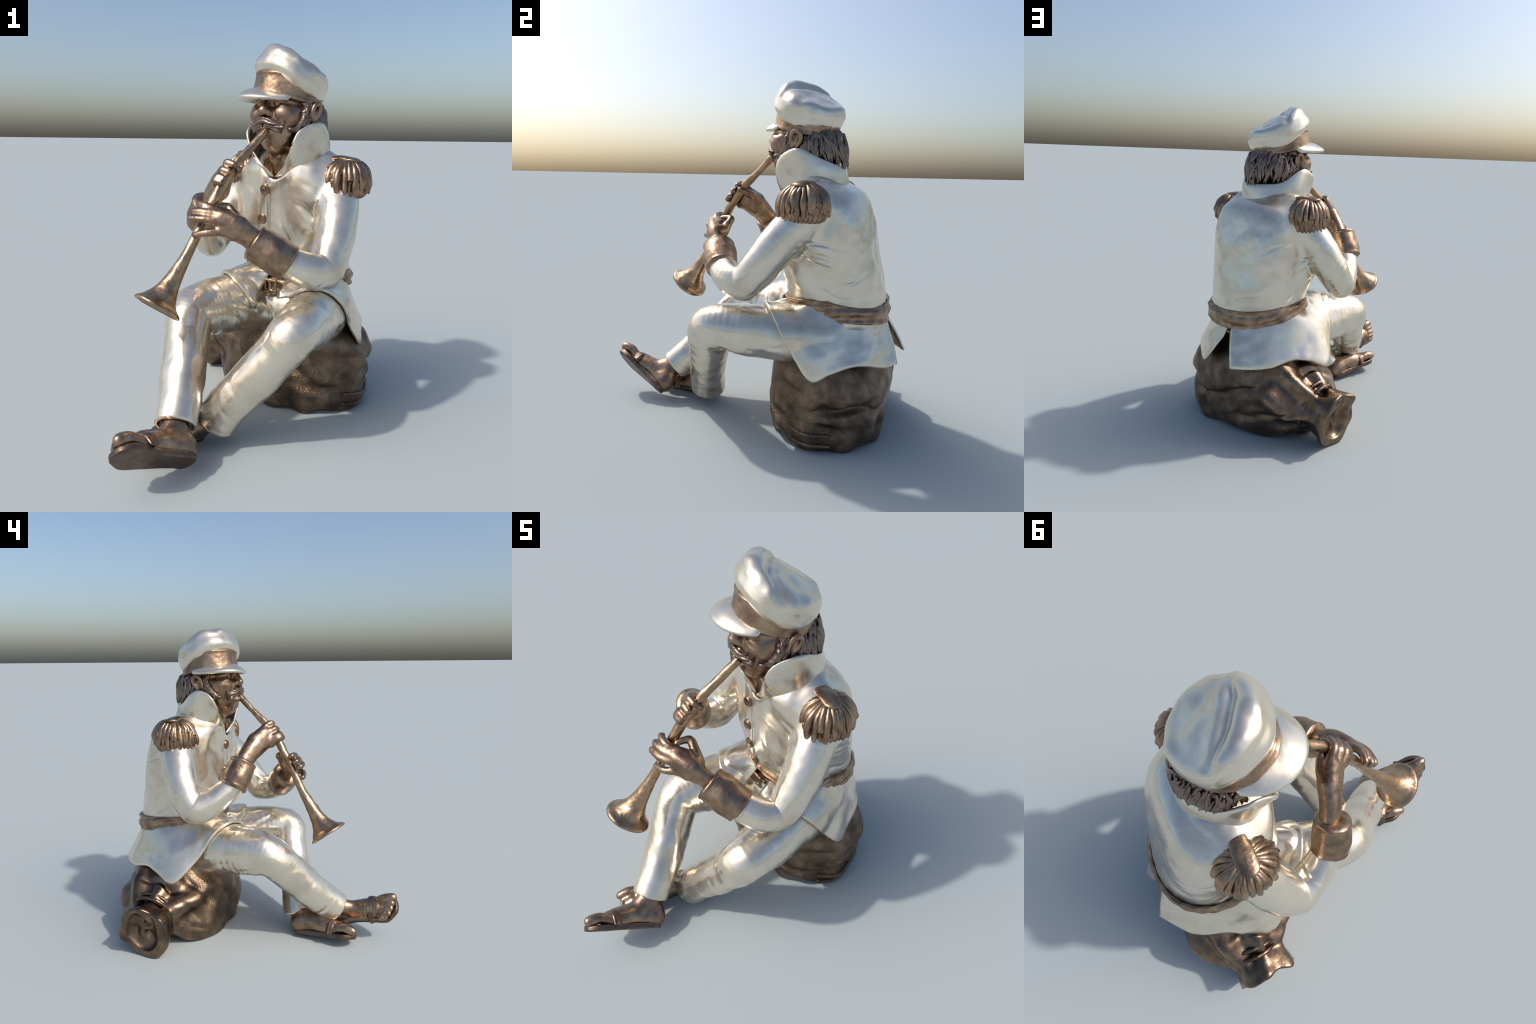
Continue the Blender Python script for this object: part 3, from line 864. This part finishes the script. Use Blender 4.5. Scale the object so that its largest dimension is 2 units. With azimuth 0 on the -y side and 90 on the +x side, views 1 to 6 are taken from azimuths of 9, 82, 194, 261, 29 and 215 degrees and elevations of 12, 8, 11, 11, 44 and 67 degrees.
# hair at the back, under the cap
hair_base = blend(.04, he(0.00, -.060, 1.650, .160, .155, .105), he(0.010, -.105, 1.590, .140, .100, .080))
front_cut = lambda P: ((P - HO.astype(F32)) @ HF.astype(F32)) + .005 + np.clip(1.62 - P[:, 2], 0, 1) * .5
def hair_f(P):
    d = smax(hair_base(P), front_cut(P), .02)
    q = P - hp(0, -.05, 0).astype(F32)
    ang = np.arctan2(q @ HL.astype(F32), -(q @ HF.astype(F32)))
    return d + .005 * np.sin(ang * 24 + 4 * vnoise(P, 11.0, 1.0)) + .006 * vnoise(P, 22.0, 8.0)
hair_f.box = hair_base.box
hair = solid('hair', hair_f, .005, head, HAIR)
rng = np.random.default_rng(5)
for k in range(120):
    a = math.radians(-112 + 224 * ((k * .618) % 1.0) + rng.uniform(-4, 4))
    side = abs(math.sin(a))
    top = rng.uniform(1.60, 1.705); ln = rng.uniform(.06, .115)
    low = 1.500 + .040 * side + rng.uniform(-.014, .024)
    ln = min(ln, top - low) if rng.uniform() < .6 else top - low
    pts, rad = [], []
    sway = rng.uniform(-.12, .34) * (1 if a > 0 else -1) * (-1)
    thick = rng.uniform(.5, .9); flick = rng.uniform(-.004, .014)
    for t, r in ((0, .006), (.35, .0135), (.7, .012), (1, .002)):
        z = top - ln * t
        u = np.clip((1.70 - z) / .18, 0, 1)
        rr = .148 + .020 * math.sin(u * 2.4) - .004 * u
        aa = a + sway * t
        out = .004 + flick * t * t + (.014 * np.clip((1.555 - z) / .05, 0, 1) if abs(a) < 1.7 else 0)
        pts.append(hp(math.sin(aa) * (rr + out) * 1.02, -.050 - math.cos(aa) * (rr + out) * 1.04, z)); rad.append(r * thick * rng.uniform(.85, 1.2))
    strand(pts, rad, hair, 'hair_lock', HAIR, 4, 7)

# ================================================================= cap
CF = unit([-.88, -.48, 0])
cap_c = np.array([.075, .262, 1.755])
bn = unit([.20, .10, .97])                       # axis of the head band
bx = unit(CF - bn * (CF @ bn)); by = np.cross(bn, bx)
kn = unit([.50, .31, .81])                       # axis of the tilted crown
kx = unit(CF - kn * (CF @ kn)); ky = np.cross(kn, kx)
crown_c = np.array([.070, .258, 1.842])
def disc(c, x, y, n, rx, ry, hh, rnd, low=1.0):
    c = c.astype(F32); M = np.stack([x, y, n]).astype(F32)
    def f(P):
        q = (P - c) @ M.T
        r = np.sqrt((q[:, 0] / rx) ** 2 + (q[:, 1] / ry) ** 2)
        d1 = (r - 1) * min(rx, ry)
        return smax(smax(d1, q[:, 2] - hh, rnd), -q[:, 2] - hh, rnd * low)
    m = max(rx, ry) + hh
    f.box = (c - m, c + m)
    return f
band_f = disc(cap_c + bn * .010 + bx * .020, bx, by, bn, .190, .180, .062, .02)
hollow = disc(cap_c - bn * .06 + bx * .016, bx, by, bn, .165, .155, .075, .02)
crown_body = disc(crown_c, kx, ky, kn, .196, .204, .072, .062, .75)
neck_in = disc(cap_c + bn * .055 + bx * .012, bx, by, bn, .176, .168, .05, .03)
def crown_f(P):
    d = smin(crown_body(P), neck_in(P), .05)
    q = P - crown_c.astype(F32)
    x, y, z = q @ kx.astype(F32), q @ ky.astype(F32), q @ kn.astype(F32)
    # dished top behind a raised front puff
    r2 = ((x + .030) / .125) ** 2 + ((y) / .140) ** 2
    dish = np.exp(-(r2 ** 1.6)) * (z > 0)
    d = d - .004 * dish
    fold = np.exp(-((x - .092 + 1.6 * y * y) / .024) ** 2) * np.clip(z / .02, 0, 1) * np.exp(-(y / .165) ** 4)
    d = d + .019 * fold
    d = d - .006 * np.exp(-((x - .140 + 1.2 * y * y) / .026) ** 2 - ((y + .0) / .12) ** 2) * np.clip(z / .02, 0, 1)
    d = d + .006 * vnoise(P, 17.0, 5.0) * np.clip(z / .03, 0, 1)
    return d + .010 * fbm(P, 9.0, 2, 6.0)
crown_f.box = crown_body.box
cap = solid('cap', crown_f, .0055, root, CLOTH)
def bandr(P):
    q = P - cap_c.astype(F32); z = q @ bn.astype(F32)
    return smax(band_f(P) - .004 * np.exp(-((z - .060) / .010) ** 2) - .005 * np.exp(-((z + .045) / .012) ** 2) + .004 * fbm(P, 22.0, 2, 4.0), -hollow(P), .01)
bandr.box = band_f.box
solid('cap_band', bandr, .005, cap, TRIM)
# visor: curved sheet from the band outwards
vis_cols = []
for i in range(11):
    a = math.radians(-72 + 144 * i / 10)
    ca, sa = math.cos(a), math.sin(a)
    root_p = cap_c + bx * (.194 * ca) + by * (.172 * sa) - bn * (.028 + .016 * sa * sa)
    reach = .100 * max(math.cos(a * 1.10), 0) ** .75 + .004
    d = bx * ca + by * sa
    d2 = unit(d * .6 + bx * .6)
    vis_cols.append([root_p, root_p + d2 * reach * .5 - bn * reach * .26, root_p + d2 * reach * .96 - bn * reach * .66])
visor = sheet('visor', vis_cols, cap, CLOTH, .024, 6, 8, .002, 8.0)

# ================================================================= trousers
hips = blend(.08, ellipsoid((.115, .40, .61), (.27, .235, .17), np.stack([BL, BF, UP])),
             ellipsoid((.03, .27, .57), (.16, .11, .10), np.stack([BL, BF, UP])))
leg_l = tube([(.280, .330, .565), (.262, .130, .578), (.222, -.085, .598), (.186, -.243, .612), (.150, -.306, .590),
              (.090, -.303, .505), (-.030, -.305, .360), (-.162, -.303, .200), (-.222, -.303, .105)],
             [.155, .152, .146, .130, .122, .115, .113, .110, .110])
leg_r = tube([(-.080, .365, .570), (-.210, .210, .592), (-.330, .060, .605), (-.398, -.045, .598), (-.412, -.105, .562),
              (-.395, -.200, .462), (-.380, -.320, .348), (-.368, -.430, .252), (-.362, -.510, .190)],
             [.178, .170, .153, .136, .126, .118, .113, .108, .108])
hem_l = (V(-.222, -.303, .105), unit(V(-.045, -.005, -.10)))
hem_r = (V(-.362, -.510, .195), unit(V(.004, -.06, -.050)))
def legs_f(P):
    d = smin(hips(P), leg_l(P), .06)
    d = smin(d, leg_r(P), .06)
    d = d + .018 * fbm(P, 6.0, 2, 21.0) + .0012 * vnoise(P, 26.0, 3.0)
    d = d + TROUSER_FOLDS(P)
    for (c, n), g in ((hem_l, leg_l), (hem_r, leg_r)):
        s = (P - c) @ n.astype(F32)
        near = np.linalg.norm(P - c, axis=1) < .2
        d = np.where(near, smax(d, s - .008, .015), d)
        d = np.where(near, smax(d, -smax(g(P) + .022, .03 - s - .055, .01), .008), d)
    return d
legs_f.box = (np.minimum(np.minimum(hips.box[0], leg_l.box[0]), leg_r.box[0]), np.maximum(np.maximum(hips.box[1], leg_l.box[1]), leg_r.box[1]))
split_solid(legs_f, .0065, [('trousers', hips, root, CLOTH, 0), ('trouser_leg', leg_l, 0, CLOTH, .02), ('trouser_leg', leg_r, 0, CLOTH, .02)])

for cols in (right_tail, left_tail):
    for col in cols:
        x, y, z = col[0]
        col[0] = (x + (.13 - x) * .05, y + (.45 - y) * .05, z + .030)
tail_r = sheet('coat_tail', right_tail, jacket, CLOTH, 0.022, 7, 8, 0.006, 11.0, outward=(.13, .45, .6), drape=(legs_f, .014))
tail_l = sheet('coat_tail', left_tail, jacket, CLOTH, 0.022, 7, 8, 0.006, 17.0, outward=(.13, .45, .6), drape=(legs_f, .014))


# ================================================================= feet with sandals
def foot(heel, axis, nrm, length, width, inner_sign, ankle):
    """heel = centre of the sole's back end; axis towards the toes; nrm = up from the sole."""
    a = unit(axis); n = unit(np.asarray(nrm) - a * np.dot(nrm, a)); w = np.cross(n, a) * inner_sign   # w to the big-toe side
    heel = np.asarray(heel, float)
    pt = lambda s, x, z: heel + a * (s * length) + w * (x * width) + n * z
    sole_pts = [(0.02, 0.0, .36), (.30, .0, .34), (.55, -.02, .42), (.78, -.02, .52), (.93, .04, .42)]
    s_arr = spline(np.array(sole_pts), 10)
    hA, wA, nA_ = a.astype(F32), w.astype(F32), n.astype(F32)
    h0 = heel.astype(F32)
    def sole(P):
        q = P - h0
        s = (q @ hA) / length; x = (q @ wA) / width; z = q @ nA_
        cx = np.interp(s, s_arr[:, 0], s_arr[:, 1]); hw = np.interp(s, s_arr[:, 0], s_arr[:, 2])
        d = (np.abs(x - cx) - hw) * width
        e = np.maximum(-s, s - 1.0) * length
        d = smax(d, e, .07)
        return smax(d, np.abs(z - .004) - .017, .010) + .002 * fbm(P, 20.0, 2, 1.0)
    m = length
    sole.box = (heel - .12 + np.minimum(0, a * length) - .0, heel + .12 + np.maximum(0, a * length))
    ank = np.asarray(ankle, float)
    body = blend(.035, tube([pt(.10, 0, .055), pt(.30, 0, .062), pt(.52, .02, .058), pt(.70, .02, .045)], [.066, .062, .062, .048], 4),
                 tube([pt(.66, .22, .046), pt(.48, .15, .055)], [.034, .034], 3),
                 tube([pt(.62, -.28, .038), pt(.42, -.12, .045)], [.028, .034], 3),
                 tube([pt(.10, 0, .07), ank], [.052, .056], 4), tube([pt(.40, .03, .075), ank], [.044, .050], 4))
    toes = []
    for x0, s0, s1, r in ((.30, .70, .985, .030), (.08, .72, .965, .022), (-.10, .71, .935, .021), (-.27, .69, .895, .0195), (-.42, .66, .845, .018)):
        toes.append(tube([pt(s0, x0 * .85, .046), pt((s0 + s1) / 2, x0, .056), pt(s1 - .05, x0 * 1.02, .046), pt(s1 - .02, x0 * 1.02, .042)], [r * .95, r, r * 1.0, r * .92], 3))
    def f(P):
        d = body(P)
        for g in toes:
            d = smin(d, g(P), .010)
        return d + .003 * fbm(P, 24.0, 2, 12.0)
    f.box = (np.min([body.box[0]] + [g.box[0] for g in toes], 0), np.max([body.box[1]] + [g.box[1] for g in toes], 0))
    obs = split_solid(f, .0045, [('foot', body, root, SKIN, 0)] + [('toe', g, 0, SKIN, .004) for g in toes])
    solid('sandal_sole', sole, .005, obs[0], LEATHER)
    strap = blend(.008, tube([pt(.60, .50, .020), pt(.62, .36, .072), pt(.62, .05, .096), pt(.59, -.30, .074), pt(.56, -.44, .016)], [.014, .016, .018, .016, .014], 5, flat=n, squash=.62),
                  tube([pt(.645, .48, .020), pt(.665, .36, .070), pt(.665, .05, .090), pt(.63, -.32, .067), pt(.60, -.44, .016)], [.012, .013, .014, .013, .012], 5, flat=n, squash=.62))
    solid('sandal_strap', strap, .0045, obs[0], LEATHER)
    return obs[0]
foot((-.254, -.592, .064), (-.62, -.67, .405), (-.42, .74, .52), .430, .165, 1, (-.360, -.520, .205))
foot((-.302, -.250, .020), (-.56, -.82, .10), (.28, -.05, .95), .425, .160, -1, (-.265, -.300, .120))

# ================================================================= sack
SA = unit([.92, -.39, 0]); SB = unit([.39, .92, 0])
sack_body = loft([(0.0, .115, .435, .418, .312), (.05, .110, .435, .425, .322), (.18, .110, .430, .440, .338), (.32, .118, .424, .452, .332),
                  (.44, .120, .420, .415, .312), (.53, .115, .400, .300, .250), (.60, .110, .400, .18, .16)], SA, SB, p=2.1, rnd=.05)
sack_lobe = blend(.05, ellipsoid((-.095, .625, .245), (.275, .250, .228)), ellipsoid((-.125, .425, .160), (.215, .205, .215)),
                  ellipsoid((.33, .285, .06), (.175, .160, .11)))
neck_c = V(-.320, .680, .205)
md = unit([-.857, .374, -.30])
m_c = np.array([-.475, .748, .182])
sack_neck = tube([(-.16, .60, .23), (-.265, .655, .215), (-.325, .685, .205), (-.370, .703, .195), tuple(m_c - md * .03), tuple(m_c)],
                 [.22, .170, .148, .145, .160, .172], 5)
mv = unit(UP - md * (UP @ md)); mu = np.cross(mv, md)
mouth_hole = ellipsoid(m_c + md * .015, (.142, .114, .080), np.stack([mv, mu, md]))
S_fold = tube([m_c - md * (.070 - .024 * abs(t)) + mv * (.115 * t) + mu * (.030 * math.sin(3.4 * t) + .012) for t in np.linspace(-1, 1, 9)],
              [.014, .018, .021, .022, .021, .022, .024, .022, .016], 3)
SACK_FOLDS = crease_field([
    ((.52, .40, .240), (0, -.12, 1), .17, .030, .034), ((.50, .30, .145), (.05, .10, 1), .16, .028, .016), ((.45, .55, .210), (.1, .3, .95), .16, .030, .026),
    ((.26, .07, .170), (.35, 0, .95), .15, .030, .020), ((.12, .12, .28), (.5, .1, .85), .14, .028, .016), ((.42, .12, .33), (.2, .2, .95), .12, .026, .014),
    ((.25, .72, .230), (.45, .1, .88), .17, .028, .024), ((.05, .80, .310), (.5, .2, .84), .16, .026, .022), ((.10, .76, .130), (.35, .2, .9), .16, .026, .018),
    ((-.12, .84, .200), (.3, .2, .93), .13, .022, .018), ((-.30, .48, .250), (.25, -.7, .65), .14, .024, .012), ((-.24, .40, .330), (.3, -.7, .6), .14, .022, .011),
    ((-.28, .44, .120), (.2, -.35, .9), .15, .024, .010), ((-.12, .24, .26), (.6, -.3, .7), .15, .026, .018), ((-.28, .62, .38), (.75, -.45, .4), .12, .020, .018)], 1.3, .85)
def sack_f(P):
    d = smin(smin(sack_body(P), sack_lobe(P), .06), sack_neck(P), .06)
    s = (P - m_c.astype(F32)) @ md.astype(F32)
    d = smax(d, s + .012 * vnoise(P, 9.0, 2.0), .02)
    # pleats radiating from the neck
    q = P - neck_c
    ax_ = q @ md.astype(F32)
    ang = np.arctan2(q @ mv.astype(F32), q @ mu.astype(F32))
    rr = np.sqrt(np.maximum((q * q).sum(1) - ax_ ** 2, 1e-6))
    w = np.exp(-((ax_ + .12) / .16) ** 2)
    d = d + .022 * w * np.sin(ang * 7 + 2.2 * vnoise(P, 4.0, 3.0) + 6 * rr)
    # big sagging folds
    d = d + .026 * vnoise(P * V(1, 1, 1.6), 4.2, 13.0) + .014 * vnoise(P, 10.0, 3.0) + SACK_FOLDS(P)
    # pinched mouth
    d = smax(d, -(mouth_hole(P) + .006 * np.sin(ang * 3 + 1)), .012)
    near = ((P - m_c.astype(F32)) ** 2).sum(1) < .05
    if near.any():
        d[near] = smin(d[near], S_fold(P[near]), .030)
    return smax(d, -P[:, 2], .01)
sack_f.box = (np.minimum(sack_body.box[0], sack_neck.box[0]), np.maximum(sack_body.box[1], sack_neck.box[1]))
sack, mouth = split_solid(sack_f, .0065, [('sack', sack_body, root, SACK, 0), ('sack_neck', sack_neck, 0, SACK, -.02)])
for k, (off, rr) in enumerate(((-.030, .150), (.006, .148))):
    c = neck_c + md * off
    pts = [c + (mv * math.cos(t) * 1.02 + mu * math.sin(t)) * (rr + .006 * math.sin(3 * t + k)) + md * .010 * math.sin(2 * t + k)
           for t in np.linspace(0, 2 * math.pi, 17)]
    solid('sack_cord', tube(pts, [.013] * 17, 3), .005, sack, SACK)
# raised plate on the sack's side with two bars
for z in (.112, .050):
    pts = [march(sack_f, (.35 + .095 * t, .16 + .195 * t, z - .010 * t), (.9, -.43, 0), .4) for t in np.linspace(0, 1, 6)]
    pts = [p + unit([.9, -.43, 0]) * .004 for p in pts]
    solid('raised_bar', tube(pts, [.011] * 6, 3), .004, sack, SACK)
